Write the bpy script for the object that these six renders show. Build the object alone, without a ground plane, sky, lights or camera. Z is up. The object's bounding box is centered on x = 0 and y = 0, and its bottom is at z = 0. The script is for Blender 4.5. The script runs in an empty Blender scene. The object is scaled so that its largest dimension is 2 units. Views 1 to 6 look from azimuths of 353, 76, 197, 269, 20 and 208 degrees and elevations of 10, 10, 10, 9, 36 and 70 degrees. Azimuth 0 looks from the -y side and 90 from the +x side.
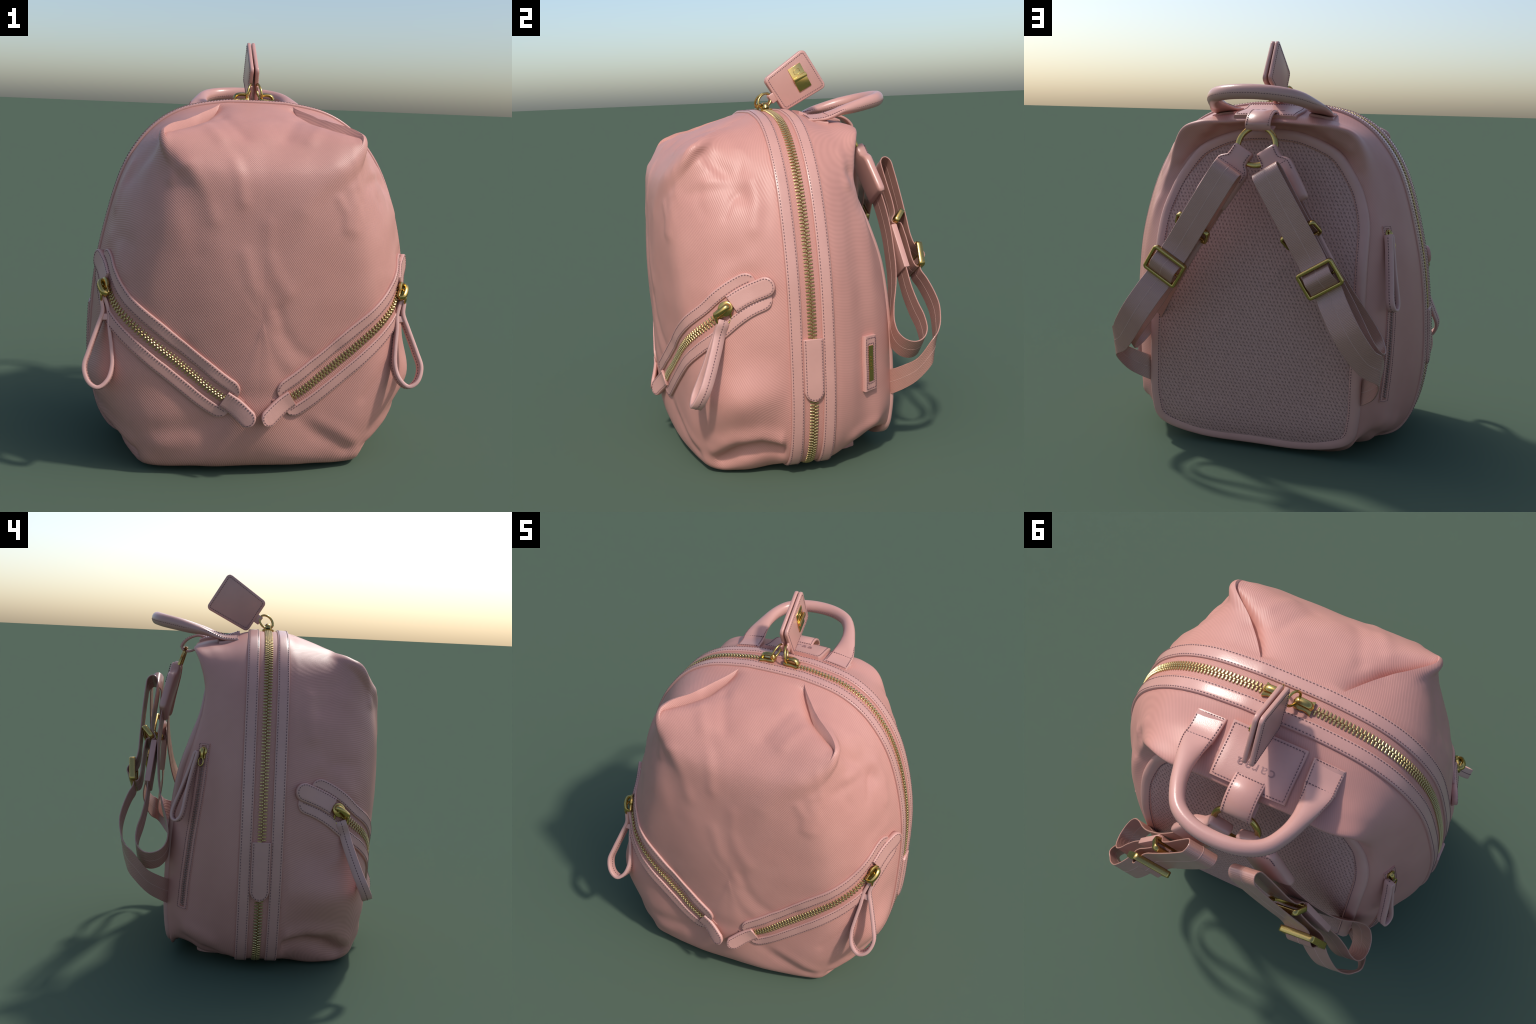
import bpy, bmesh, math, random
import numpy as np
from mathutils import Vector, Matrix, noise
from mathutils.bvhtree import BVHTree

random.seed(7)
V = lambda *a: np.array(a, float)
unit = lambda v: v / max(np.linalg.norm(v), 1e-12)

# ------------------------------------------------------------------ materials
class NT:
    def __init__(s, name):
        s.m = bpy.data.materials.new(name); s.m.use_nodes = True
        s.t = s.m.node_tree; s.b = s.t.nodes['Principled BSDF']
        s.co = s.t.nodes.new('ShaderNodeTexCoord').outputs['Object']
    def n(s, kind, **kw):
        nd = s.t.nodes.new('ShaderNode' + kind)
        for k, v in kw.items():
            if k.startswith('i_'):
                nd.inputs[k[2:].replace('_', ' ')].default_value = v
            else: setattr(nd, k, v)
        return nd
    def link(s, a, b): s.t.links.new(a, b)
    def math(s, op, a, b=None, c=None):
        nd = s.n('Math', operation=op)
        for i, x in enumerate((a, b, c)):
            if x is None: continue
            if isinstance(x, (int, float)): nd.inputs[i].default_value = x
            else: s.link(x, nd.inputs[i])
        return nd.outputs[0]
    def dot(s, vec, co=None):
        nd = s.n('VectorMath', operation='DOT_PRODUCT')
        s.link(co or s.co, nd.inputs[0]); nd.inputs[1].default_value = vec
        return nd.outputs['Value']
    def noise(s, scale, detail=3, rough=.55):
        nd = s.n('TexNoise'); nd.inputs['Scale'].default_value = scale
        nd.inputs['Detail'].default_value = detail; nd.inputs['Roughness'].default_value = rough
        s.link(s.co, nd.inputs['Vector']); return nd.outputs['Fac']
    def mix(s, fac, a, b):
        nd = s.n('Mix', data_type='RGBA')
        if isinstance(fac, (int, float)): nd.inputs[0].default_value = fac
        else: s.link(fac, nd.inputs[0])
        for i, x in ((6, a), (7, b)):
            if isinstance(x, tuple): nd.inputs[i].default_value = (*x, 1)
            else: s.link(x, nd.inputs[i])
        return nd.outputs[2]
    def ramp(s, fac, lo, hi):
        nd = s.n('MapRange'); s.link(fac, nd.inputs[0])
        nd.inputs[1].default_value = lo; nd.inputs[2].default_value = hi
        return nd.outputs[0]
    def bump(s, h, strength, dist):
        nd = s.n('Bump'); nd.inputs['Strength'].default_value = strength
        nd.inputs['Distance'].default_value = dist; s.link(h, nd.inputs['Height'])
        s.link(nd.outputs[0], s.b.inputs['Normal'])
    def set(s, **kw):
        for k, v in kw.items():
            i = s.b.inputs[k.replace('_', ' ')]
            if isinstance(v, tuple): i.default_value = (*v, 1) if len(v) == 3 else v
            elif isinstance(v, (int, float)): i.default_value = v
            else: s.link(v, i)
        return s.m

PINK = (.565, .268, .222)
LEATHER = (.565, .295, .250)

def make_twill():
    m = NT('twill_nylon')
    k = 2 * math.pi / .0080 / 1.58
    ph = m.math('MULTIPLY', m.dot((1.3, .72, 1.0)), k)
    wob = m.math('MULTIPLY', m.noise(7, 2), 3.0)
    w = m.math('SINE', m.math('ADD', ph, wob))
    h = m.math('MULTIPLY_ADD', w, .5, .5)
    fine = m.noise(320, 2)
    soft = m.ramp(m.noise(4.5, 4), .3, .7)
    c = m.mix(soft, (PINK[0]*.955, PINK[1]*.94, PINK[2]*.94), (PINK[0]*1.03, PINK[1]*1.04, PINK[2]*1.04))
    c = m.mix(m.math('MULTIPLY', m.math('SUBTRACT', 1.0, h), .13), c, (.29, .125, .105))  # groove shade between twill ribs baked into the base colour
    sy = m.n('SeparateXYZ'); m.link(m.co, sy.inputs[0])
    front = m.math('MULTIPLY_ADD', m.ramp(sy.outputs[1], .12, -.12), .92, .08)
    m.bump(m.math('MULTIPLY', m.math('ADD', h, m.math('MULTIPLY', fine, .15)), front), .24, .0020)
    return m.set(Base_Color=c, Roughness=.44, Specular_IOR_Level=.42)

def make_leather(name, col, rough=.42, fine_bump=.18):
    m = NT(name)
    soft = m.ramp(m.noise(7, 4), .3, .7)
    c = m.mix(soft, tuple(x*.95 for x in col), tuple(min(1, x*1.04) for x in col))
    vor = m.n('TexVoronoi'); vor.inputs['Scale'].default_value = 190
    m.link(m.co, vor.inputs['Vector'])
    m.bump(m.math('ADD', vor.outputs['Distance'], m.noise(45, 3)), fine_bump, .0012)
    return m.set(Base_Color=c, Roughness=rough, Specular_IOR_Level=.5, Coat_Weight=.08, Coat_Roughness=.3)

def make_webbing():
    m = NT('ribbed_webbing')
    ab = m.n('VectorMath', operation='ABSOLUTE'); m.link(m.co, ab.inputs[0])
    k = 2 * math.pi / .0066
    rib = m.math('MULTIPLY_ADD', m.math('SINE', m.math('MULTIPLY', m.dot((.52, .35, -.85), ab.outputs[0]), k)), .5, .5)
    cross = m.math('MULTIPLY_ADD', m.math('SINE', m.math('MULTIPLY', m.dot((.85, 0, .52), ab.outputs[0]), 2*math.pi/.0065)), .5, .5)
    soft = m.ramp(m.noise(6, 3), .3, .7)
    c = m.mix(soft, (.43, .212, .165), (.48, .245, .195))
    c = m.mix(m.math('MULTIPLY', m.math('SUBTRACT', 1.0, rib), .22), c, (.19, .09, .07))
    m.bump(m.math('ADD', rib, m.math('MULTIPLY', cross, .5)), .25, .0016)
    return m.set(Base_Color=c, Roughness=.27, Specular_IOR_Level=.85)

def make_mesh_fabric():
    m = NT('padded_air_mesh')
    sep = m.n('SeparateXYZ'); m.link(m.co, sep.inputs[0])
    x, z = sep.outputs[0], sep.outputs[2]
    row = m.math('MULTIPLY', z, 1 / .0175)
    rowi = m.math('FLOOR', row)
    shift = m.math('MULTIPLY', m.math('MODULO', rowi, 2.0), .5)
    wob = m.math('MULTIPLY', m.noise(38, 2), .9)
    fx = m.math('SUBTRACT', m.math('FRACT', m.math('ADD', m.math('ADD', m.math('MULTIPLY', x, 1 / .0185), 100.0), m.math('ADD', shift, wob))), .5)
    fz = m.math('SUBTRACT', m.math('FRACT', row), .5)
    slant = m.math('MULTIPLY_ADD', fz, -.45, fx)
    d = m.math('SQRT', m.math('ADD', m.math('POWER', m.math('MULTIPLY', slant, 1.5), 2.0), m.math('POWER', m.math('MULTIPLY', fz, .9), 2.0)))
    hole = m.ramp(d, .38, .12)          # 1 in the middle of a hole
    weave = m.math('SUBTRACT', m.math('MULTIPLY', m.noise(120, 2), .5), hole)
    soft = m.mix(m.ramp(m.noise(90, 2), .3, .7), (.45, .25, .215), (.53, .30, .26))
    c = m.mix(m.math('MULTIPLY', hole, .62), soft, (.17, .085, .08))
    m.bump(weave, .6, .004)
    return m.set(Base_Color=c, Roughness=.65, Specular_IOR_Level=.35)

def make_tape():
    m = NT('zipper_tape')
    w = m.math('SINE', m.math('MULTIPLY', m.dot((.7, 1.6, .9)), 2*math.pi/.011))
    h = m.math('MULTIPLY_ADD', w, .5, .5)
    c = m.mix(m.math('MULTIPLY', h, .3), (.54, .245, .20), (.38, .165, .135))
    m.bump(h, .3, .002)
    return m.set(Base_Color=c, Roughness=.6)

def make_metal(name, col, rough, scale=60):
    m = NT(name)
    r = m.math('MULTIPLY_ADD', m.noise(scale, 3), .12, rough - .05)
    return m.set(Base_Color=col, Metallic=1.0, Roughness=r)

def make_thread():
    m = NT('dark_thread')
    return m.set(Base_Color=(.17, .085, .09), Roughness=.7)  # dark mauve dashes along each seam

MT = dict(twill=make_twill(), leather=make_leather('smooth_leather', LEATHER),
          leather2=make_leather('glossy_leather', LEATHER, .32, .12),
          edge=make_leather('raw_edge_leather', (.58, .32, .28), .5),
          web=make_webbing(), mesh=make_mesh_fabric(), tape=make_tape(),
          gold=make_metal('polished_brass', (.53, .37, .12), .25),
          teeth=make_metal('zip_brass', (.56, .42, .20), .38),
          plate=make_metal('mirror_plate', (.72, .48, .16), .16),
          dull=make_metal('dull_zip', (.34, .22, .20), .5),
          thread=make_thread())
webline = NT('webbing_centre_thread'); MT['webline'] = webline.set(Base_Color=(.52, .30, .25), Roughness=.6)
dk = NT('debossed_ink'); MT['ink'] = dk.set(Base_Color=(.30, .155, .15), Roughness=.6)  # letters darker than the patch around them

# ------------------------------------------------------------------ object helpers
root = bpy.data.objects.new('backpack', None)
bpy.context.scene.collection.objects.link(root)
root['label'] = 'small pink nylon backpack with brass zips and leather trim'
root['category'] = 'backpack'

def link(ob, parent):
    bpy.context.scene.collection.objects.link(ob)
    ob.parent = parent or root
    return ob

def empty(name, parent=None):
    return link(bpy.data.objects.new(name, None), parent)

def mesh_obj(name, verts, faces, mat, parent=None, smooth=True, angle=None, stuff=False):
    me = bpy.data.meshes.new(name)
    me.from_pydata([tuple(map(float, v)) for v in verts], [], faces)
    bm = bmesh.new(); bm.from_mesh(me)
    bmesh.ops.recalc_face_normals(bm, faces=bm.faces)
    if angle is not None:
        for e in bm.edges:
            if len(e.link_faces) == 2: e.smooth = e.calc_face_angle(0) < math.radians(angle)
    for f in bm.faces: f.smooth = smooth
    bm.to_mesh(me); bm.free()
    me.materials.append(MT[mat])
    ob = link(bpy.data.objects.new(name, me), parent)
    if stuff: ob['kind'] = 'stuff'
    return ob

class Acc:
    def __init__(s): s.v = []; s.f = []
    def add(s, verts, faces):
        o = len(s.v); s.v.extend(verts); s.f.extend([tuple(i + o for i in f) for f in faces])
    def obj(s, name, mat, parent=None, **kw): return mesh_obj(name, s.v, s.f, mat, parent, **kw)

def crom(P, t, closed=False, knots=None):
    """Non-uniform Catmull-Rom through P (n,...) at parameters t (knot index units)."""
    P = np.asarray(P, float); n = len(P); t = np.asarray(t, float)
    if closed:
        i = np.floor(t).astype(int); f = t - i
        p = [P[(i + k) % n] for k in (-1, 0, 1, 2)]
        f = f.reshape(-1, *([1] * (P.ndim - 1)))
        m1 = (p[2] - p[0]) / 2; m2 = (p[3] - p[1]) / 2
    else:
        K = np.arange(n, dtype=float) if knots is None else np.asarray(knots, float)
        i = np.clip(np.searchsorted(K, t, 'right') - 1, 0, n - 2)
        d = np.diff(K)
        sl = (P[1:] - P[:-1]) / d.reshape(-1, *([1] * (P.ndim - 1)))
        M = np.empty_like(P)
        M[0] = sl[0]; M[-1] = sl[-1]
        for q in range(1, n - 1):
            M[q] = (sl[q - 1] * d[q] + sl[q] * d[q - 1]) / (d[q] + d[q - 1])
        h = d[i]; f = ((t - K[i]) / h).reshape(-1, *([1] * (P.ndim - 1)))
        hh = h.reshape(f.shape)
        p = [None, P[i], P[i + 1], None]; m1 = M[i] * hh; m2 = M[i + 1] * hh
    f2 = f * f; f3 = f2 * f
    return (2*f3 - 3*f2 + 1) * p[1] + (f3 - 2*f2 + f) * m1 + (-2*f3 + 3*f2) * p[2] + (f3 - f2) * m2

def resample(P, n, closed=False, chord=True):
    """Smooth curve through P, resampled to n points at equal arc length."""
    P = np.asarray(P, float)
    if closed:
        D = crom(P, np.linspace(0, len(P), 40 * len(P) + 1), True)
    else:
        k = np.concatenate([[0], np.cumsum(np.linalg.norm(np.diff(P, axis=0), axis=1) ** .5)])
        D = crom(P, np.linspace(0, k[-1], 40 * len(P)), False, k)
    s = np.concatenate([[0], np.cumsum(np.linalg.norm(np.diff(D, axis=0), axis=1))])
    q = np.linspace(0, s[-1], n + 1)[:-1] if closed else np.linspace(0, s[-1], n)
    return np.stack([np.interp(q, s, D[:, a]) for a in range(P.shape[1])], 1), s[-1]

# ------------------------------------------------------------------ bag body: rings of a loft, back centre -> front centre
# half rings (x>=0), 15 stations from top centre (0) down the side to bottom centre (14); station 2 follows the pleat.
BX = [(0, 1.70), (.085, 1.699), (.17, 1.694), (.33, 1.662), (.455, 1.597), (.555, 1.495), (.635, 1.36), (.70, 1.17),
      (.752, .93), (.775, .65), (.772, .38), (.715, .15), (.59, .04), (.3, .03), (0, .03)]
def band_ring(y, k=0.0):
    out = []
    for x, z in BX:
        out.append((x * (1 - k * .4), y, z - k * max(0, z - .9) * .6))
    return out
def panel_y(z):
    return float(np.interp(z, [.0, .04, .12, .25, .43, .6, .78, .954, 1.09, 1.25, 1.42, 1.6],
                           [.39, .395, .415, .428, .43, .425, .41, .385, .348, .288, .255, .25]))
PANEL = [(0, 1.57), (.09, 1.567), (.17, 1.555), (.27, 1.52), (.36, 1.467), (.44, 1.36), (.485, 1.27), (.52, 1.14),
         (.528, .95), (.53, .68), (.53, .40), (.525, .22), (.48, .10), (.28, .045), (0, .04)]
def panel_ring(k, cz=.80):
    return [(x * k, panel_y(cz + (z - cz) * k) + (.011 if k < .95 else 0), cz + (z - cz) * k) for x, z in PANEL]
RINGS = [
    [(0, panel_y(.8) + .011, .8)] * 15,
    panel_ring(.33), panel_ring(.66), panel_ring(.93), panel_ring(1.0),
    # tuck under the shoulder
    [(0, .275, 1.595), (.09, .275, 1.592), (.18, .275, 1.58), (.285, .255, 1.525), (.385, .25, 1.467), (.475, .27, 1.37), (.525, .285, 1.27), (.565, .31, 1.14),
     (.575, .35, .95), (.575, .395, .68), (.575, .405, .40), (.565, .40, .235), (.51, .38, .13), (.29, .36, .085), (0, .36, .06)],
    # shoulder edge
    [(0, .345, 1.612), (.09, .345, 1.612), (.19, .342, 1.607), (.33, .345, 1.598), (.44, .312, 1.556), (.51, .265, 1.415), (.56, .265, 1.27), (.60, .275, 1.13),
     (.63, .30, .93), (.643, .325, .65), (.643, .335, .38), (.625, .33, .21), (.53, .30, .12), (.3, .29, .075), (0, .29, .055)],
    [(0, .31, 1.642), (.09, .31, 1.64), (.19, .30, 1.636), (.325, .28, 1.622), (.445, .24, 1.570), (.53, .205, 1.45), (.59, .205, 1.30), (.632, .21, 1.14),
     (.668, .225, .93), (.688, .24, .65), (.685, .245, .38), (.65, .24, .185), (.55, .22, .085), (.3, .2, .05), (0, .2, .05)],
    [(0, .17, 1.668), (.088, .17, 1.666), (.18, .17, 1.658), (.325, .165, 1.635), (.455, .145, 1.578), (.55, .14, 1.47), (.618, .14, 1.335), (.675, .14, 1.155),
     (.722, .145, .93), (.745, .15, .65), (.742, .15, .38), (.685, .15, .165), (.57, .14, .06), (.3, .13, .04), (0, .13, .03)],
    band_ring(.072, .006), band_ring(-.04), band_ring(-.148, .004),
    [(0, -.205, 1.682), (.10, -.205, 1.68), (.20, -.20, 1.671), (.35, -.20, 1.638), (.465, -.20, 1.575), (.56, -.20, 1.47), (.632, -.20, 1.335), (.694, -.20, 1.15),
     (.742, -.20, .93), (.768, -.20, .65), (.772, -.20, .40), (.690, -.20, .165), (.555, -.2, .025), (.3, -.2, .015), (0, -.2, .015)],
    [(0, -.33, 1.638), (.16, -.33, 1.637), (.305, -.33, 1.622), (.40, -.325, 1.592), (.485, -.32, 1.52), (.555, -.325, 1.40), (.615, -.33, 1.27), (.665, -.335, 1.10),
     (.708, -.33, .90), (.742, -.33, .65), (.768, -.34, .42), (.664, -.35, .20), (.545, -.335, .014), (.3, -.33, .012), (0, -.33, .012)],
    [(0, -.475, 1.565), (.22, -.48, 1.570), (.443, -.475, 1.568), (.470, -.452, 1.510), (.495, -.452, 1.42), (.53, -.458, 1.31), (.57, -.46, 1.18), (.605, -.46, 1.03),
     (.645, -.445, .87), (.68, -.445, .65), (.70, -.465, .42), (.597, -.48, .20), (.495, -.475, .03), (.3, -.455, .012), (0, -.46, .012)],
    [(0, -.585, 1.455), (.19, -.59, 1.455), (.36, -.585, 1.445), (.395, -.575, 1.37), (.42, -.575, 1.29), (.445, -.58, 1.19), (.47, -.58, 1.08), (.495, -.575, .97),
     (.52, -.565, .83), (.545, -.55, .65), (.55, -.555, .44), (.49, -.565, .25), (.40, -.55, .085), (.23, -.56, .045), (0, -.565, .04)],
    [(0, -.643, 1.32), (.10, -.643, 1.315), (.18, -.64, 1.29), (.22, -.64, 1.24), (.25, -.64, 1.17), (.27, -.64, 1.08), (.285, -.637, .99), (.295, -.633, .90),
     (.305, -.627, .80), (.31, -.618, .64), (.30, -.612, .49), (.265, -.61, .35), (.21, -.61, .24), (.11, -.63, .19), (0, -.638, .18)],
    [(0, -.661, 1.10), (.04, -.661, 1.095), (.08, -.660, 1.08), (.105, -.66, 1.04), (.12, -.66, 1.0), (.13, -.66, .95), (.135, -.66, .90), (.14, -.657, .84),
     (.14, -.655, .77), (.14, -.65, .67), (.13, -.648, .58), (.115, -.648, .49), (.09, -.654, .42), (.05, -.66, .385), (0, -.662, .375)],
    [(0, -.664, .74)] * 15,
]
R_PAD, R_BACK, R_B0, R_B1, R_F1, R_F3 = 4, 8, 9, 11, 12, 14
full = []
for r in RINGS:
    h = [V(*p) for p in r]
    full.append(h + [p * V(-1, 1, 1) for p in h[-2:0:-1]])
full = np.array(full)                                   # rings x 28 x 3
ts = []
for u in range(28):
    if u in (1, 25): ts += list(u + 1 - (1 - np.linspace(0, 1, 25)[:-1]) ** 1.9)
    elif u in (2, 26): ts += list(u + np.linspace(0, 1, 25)[:-1] ** 1.9)
    else: ts += list(u + np.linspace(0, 1, 13)[:-1])
ts = np.array(ts)
ring_t = np.stack([crom(r, ts, True) for r in full])    # rings x nt x 3
chord = np.linalg.norm(np.diff(full, axis=0), axis=2).mean(1)
knots = np.concatenate([[0], np.cumsum(chord ** .75)])
ss = []; sring = []
for k in range(len(RINGS) - 1):
    n = int(max(6, round(chord[k] / .0125)))
    if k in (R_F1, R_F1 + 1): n += 6
    for q in range(n):
        ss.append(knots[k] + (knots[k + 1] - knots[k]) * q / n); sring.append(k + q / n)
ss.append(knots[-1]); sring.append(len(RINGS) - 1.0)
sring = np.array(sring)
# carry each meridian across the poles so that both centres stay smooth
opp = lambda q: crom(np.roll(full[q], 14, 0), ts, True)[None]
ext = np.concatenate([opp(1), ring_t, opp(-2)])
kext = np.concatenate([[-knots[1]], knots, [2 * knots[-1] - knots[-2]]])
G = crom(ext, np.array(ss), False, kext)                # ns x nt x 3
ns, nt = G.shape[:2]
# relax the middle of the front panel so that its centre is a smooth cushion
w_ = np.clip((sring - (len(RINGS) - 3.6)) / .8, 0, 1)[:, None, None]
for _ in range(60):
    nb = G.copy(); nb[1:-1] = (G[2:] + G[:-2] + np.roll(G[1:-1], 1, 1) + np.roll(G[1:-1], -1, 1)) / 4
    nb[-1] = G[-2].mean(0)
    G = G * (1 - w_ * .8) + nb * w_ * .8
# normals of the smooth grid
dT = np.roll(G, -1, 1) - np.roll(G, 1, 1)
dS = np.gradient(G, axis=0)
NRM = np.cross(dT, dS); NRM /= np.maximum(np.linalg.norm(NRM, axis=2, keepdims=True), 1e-9)
cen = V(0, -.15, .8)
flip = np.sign(((G - cen) * NRM).sum(2).mean())
NRM *= flip
NRM[0] = unit(NRM[1].mean(0)); NRM[-1] = unit(NRM[-2].mean(0))

def seg_dist(X, poly):
    poly = [V(*p) for p in poly]; best = np.full(X.shape[:-1], 9.0)
    for a, b in zip(poly[:-1], poly[1:]):
        ab = b - a; t = np.clip(((X - a) @ ab) / (ab @ ab), 0, 1)
        best = np.minimum(best, np.linalg.norm(X - a - t[..., None] * ab, axis=-1))
    return best
def fold(poly, amp, width, both=True, asym=1.0):
    global H
    for m in ((1, -1) if both else (1,)):
        pp = [(p[0] * m, p[1], p[2]) for p in poly]
        a = amp if m == 1 else amp * asym
        H += a * np.exp(-(seg_dist(G, pp) / width) ** 2)
H = np.zeros((ns, nt))
# pleats: side panel laps over the front panel along station 2 / 26
for t0, sg in ((2.0, 1), (26.0, -1)):
    tau = (ts - t0) * sg
    out = np.where(tau >= -1e-9, np.exp(-np.abs(tau) / .55), 0); inn = np.where(tau < -1e-9, np.exp(-np.abs(tau) / .36), 0)
    prof = np.interp(sring, [R_B1 + .3, R_F1, R_F1 + 1.0, R_F3 - .35, R_F3 + .05, R_F3 + .35], [.08, .36, 1.0, .72, .22, 0])
    prof = np.where(sring < R_B1 + .1, 0, prof)
    H += prof[:, None] * (out * .010 - inn * .075)[None, :]
# sharp corners and the ridges that run down from them
fold([(.445, -.49, 1.57), (.446, -.52, 1.50), (.425, -.58, 1.36)], .007, .024)
fold([(.47, -.42, 1.52), (.53, -.36, 1.44), (.60, -.30, 1.34)], -.014, .045, True, .6)
fold([(.50, -.42, 1.38), (.56, -.33, 1.40)], .006, .04, True, .5)
fold([(.60, -.25, 1.40), (.64, -.24, 1.30), (.66, -.26, 1.2)], .008, .035)
# broad dents and bulges of the sides
fold([(.66, -.36, 1.05), (.69, -.32, .95)], -.012, .09, True, .7)
fold([(.62, -.45, .92), (.67, -.40, 1.02), (.70, -.30, 1.06)], .007, .05)
fold([(.74, -.28, .62), (.73, -.38, .55)], -.008, .08)
fold([(.77, -.25, .45), (.76, -.36, .42)], .008, .07)
# front face soft wrinkles
fold([(.0, -.66, 1.18), (.0, -.67, 1.06), (.05, -.67, .95), (.10, -.67, .88)], .0035, .035, False)
fold([(-.10, -.66, 1.05), (-.06, -.67, .92), (.0, -.68, .84), (.06, -.68, .74)], .0035, .035, False)
fold([(.06, -.66, .80), (.10, -.67, .70), (.16, -.66, .62), (.22, -.65, .58)], -.0045, .03, False)
fold([(.02, -.66, .70), (.08, -.65, .60), (.14, -.64, .54)], .0035, .035, False)
fold([(-.33, -.6, 1.42), (-.27, -.63, 1.30), (-.24, -.65, 1.2)], .004, .035, False)
fold([(-.38, -.58, 1.36), (-.34, -.61, 1.2), (-.30, -.62, 1.05)], -.003, .05, False)
fold([(.30, -.6, 1.43), (.22, -.63, 1.35), (.16, -.65, 1.25)], .004, .05, False)
fold([(-.14, -.60, 1.45), (-.12, -.63, 1.37), (-.11, -.65, 1.28)], .004, .03, False)
fold([(.2, -.52, 1.54), (.26, -.42, 1.59)], .006, .03)
fold([(.10, -.50, 1.55), (.14, -.42, 1.59), (.17, -.34, 1.63)], -.006, .03)
fold([(.02, -.5, 1.56), (.03, -.40, 1.60)], .004, .05)
fold([(.35, -.62, .60), (.28, -.64, .52)], -.008, .05)
fold([(.16, -.66, .36), (.05, -.68, .40)], -.006, .06)
# lower front: crushed corners and the deep fold on each flank
fold([(.73, -.17, .20), (.72, -.28, .235), (.68, -.40, .215), (.60, -.50, .13)], .024, .045)
fold([(.73, -.155, .135), (.69, -.28, .15), (.64, -.38, .125), (.58, -.46, .065)], -.050, .042)
fold([(.54, -.45, .03), (.50, -.52, .05)], .010, .05)
fold([(.20, -.66, .28), (.30, -.62, .19), (.40, -.6, .13), (.46, -.56, .09)], -.014, .035, False)
fold([(.30, -.63, .26), (.40, -.60, .20), (.48, -.57, .14)], .010, .035, False)
fold([(-.15, -.66, .30), (-.30, -.63, .24), (-.45, -.58, .22)], -.007, .05, False)
fold([(-.30, -.62, .16), (-.45, -.58, .14)], .008, .05, False)
# rear flank and shoulder creases
fold([(.60, .16, .07), (.62, .26, .10), (.60, .34, .13)], -.020, .035)
fold([(.66, .13, .16), (.67, .22, .17), (.64, .31, .20)], .010, .035)
fold([(.58, .12, .05), (.60, .18, .05)], .012, .03)
fold([(.30, .31, 1.57), (.38, .28, 1.50), (.45, .27, 1.42)], .012, .03, True, .5)
fold([(.22, .31, 1.57), (.30, .28, 1.52)], -.014, .03, True, .4)
fold([(-.34, .30, 1.56), (-.42, .28, 1.50)], .012, .025, False)
fold([(.52, .23, 1.40), (.50, .24, 1.32), (.53, .25, 1.24)], -.016, .035, False)
fold([(.5, .2, 1.48), (.56, .21, 1.36)], .010, .03, False)
fold([(.30, .2, 1.63), (.42, .2, 1.555)], -.006, .05)
# small irregular creases scattered over the front and its flanks
rnd = random.Random(21)
rows_ = np.nonzero((sring > R_F1 + .4) & (sring < R_F3 + 1.6))[0]
for _ in range(34):
    a = int(rnd.choice(list(rows_))); b = rnd.randrange(nt)
    p = G[a, b]
    if p[2] < .12: continue
    n = NRM[a, b]; d = np.cross(n, unit(V(rnd.uniform(-1, 1), rnd.uniform(-1, 1), rnd.uniform(-1, 1)))); d = unit(d + V(0, 0, -.6))
    e_ = np.cross(n, d); ln = rnd.uniform(.05, .11)
    fold([p - d * ln, p + e_ * rnd.uniform(-.02, .02), p + d * ln], rnd.choice((-1, 1)) * rnd.uniform(.0025, .005), rnd.uniform(.018, .032), False)
# fabric unevenness, faded out under the trim
H[0] = H[1].mean(); H[-1] = H[-2].mean()
nz = np.zeros((ns, nt))
for a in range(ns):
    for b in range(nt):
        p = G[a, b]
        nz[a, b] = noise.noise((p[0] * 4 + 3, p[1] * 4, p[2] * 4)) * .8 + noise.noise((p[0] * 9, p[1] * 9 + 7, p[2] * 9)) * .2
band_fade = np.clip(np.minimum(np.abs(sring - R_B0 + .6), np.abs(sring - R_B1 - .25) * 2) / .8, 0, 1)
band_fade[(sring > R_B0 - .6) & (sring < R_B1 + .25)] = 0
pad_fade = np.clip((sring - R_PAD) / 1.0, .15, 1)
H = (H + nz * .0065) * (band_fade * pad_fade)[:, None]
G = G + NRM * H[..., None]
G[..., 0] += .013 * np.exp(-((G[..., 2] - 1.10) / .38) ** 2)      # the bag leans a touch
G[..., 1] -= .042 * np.maximum(0, -G[..., 0]) * np.clip((-.2 - G[..., 1]) / .3, 0, 1)   # left half of the front is fuller
G[..., 2] -= .045 * np.clip(-G[..., 0] / .5, 0, 1) * np.clip((G[..., 1] - .1) / .15, 0, 1) * np.clip((.22 - G[..., 2]) / .15, 0, 1) * (sring > R_PAD + .3)[:, None]
G[..., 2] = np.maximum(G[..., 2], .012)

OUT = flip          # winding that faces outwards
def grid_faces(a0, a1):
    out = []
    for a in range(a0, a1):
        for b in range(nt):
            c = (b + 1) % nt
            out.append((a * nt + b, a * nt + c, (a + 1) * nt + c, (a + 1) * nt + b)[::int(OUT)])
    return out
BV = G.reshape(-1, 3)
allf = grid_faces(0, ns - 1)
bvh = BVHTree.FromPolygons([tuple(v) for v in BV], allf)
# smooth vertex normals of the final grid, shared by the pieces cut from it
dT = np.roll(G, -1, 1) - np.roll(G, 1, 1); dS = np.gradient(G, axis=0)
FN = np.cross(dT, dS); FN /= np.maximum(np.linalg.norm(FN, axis=2, keepdims=True), 1e-9); FN *= flip

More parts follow.
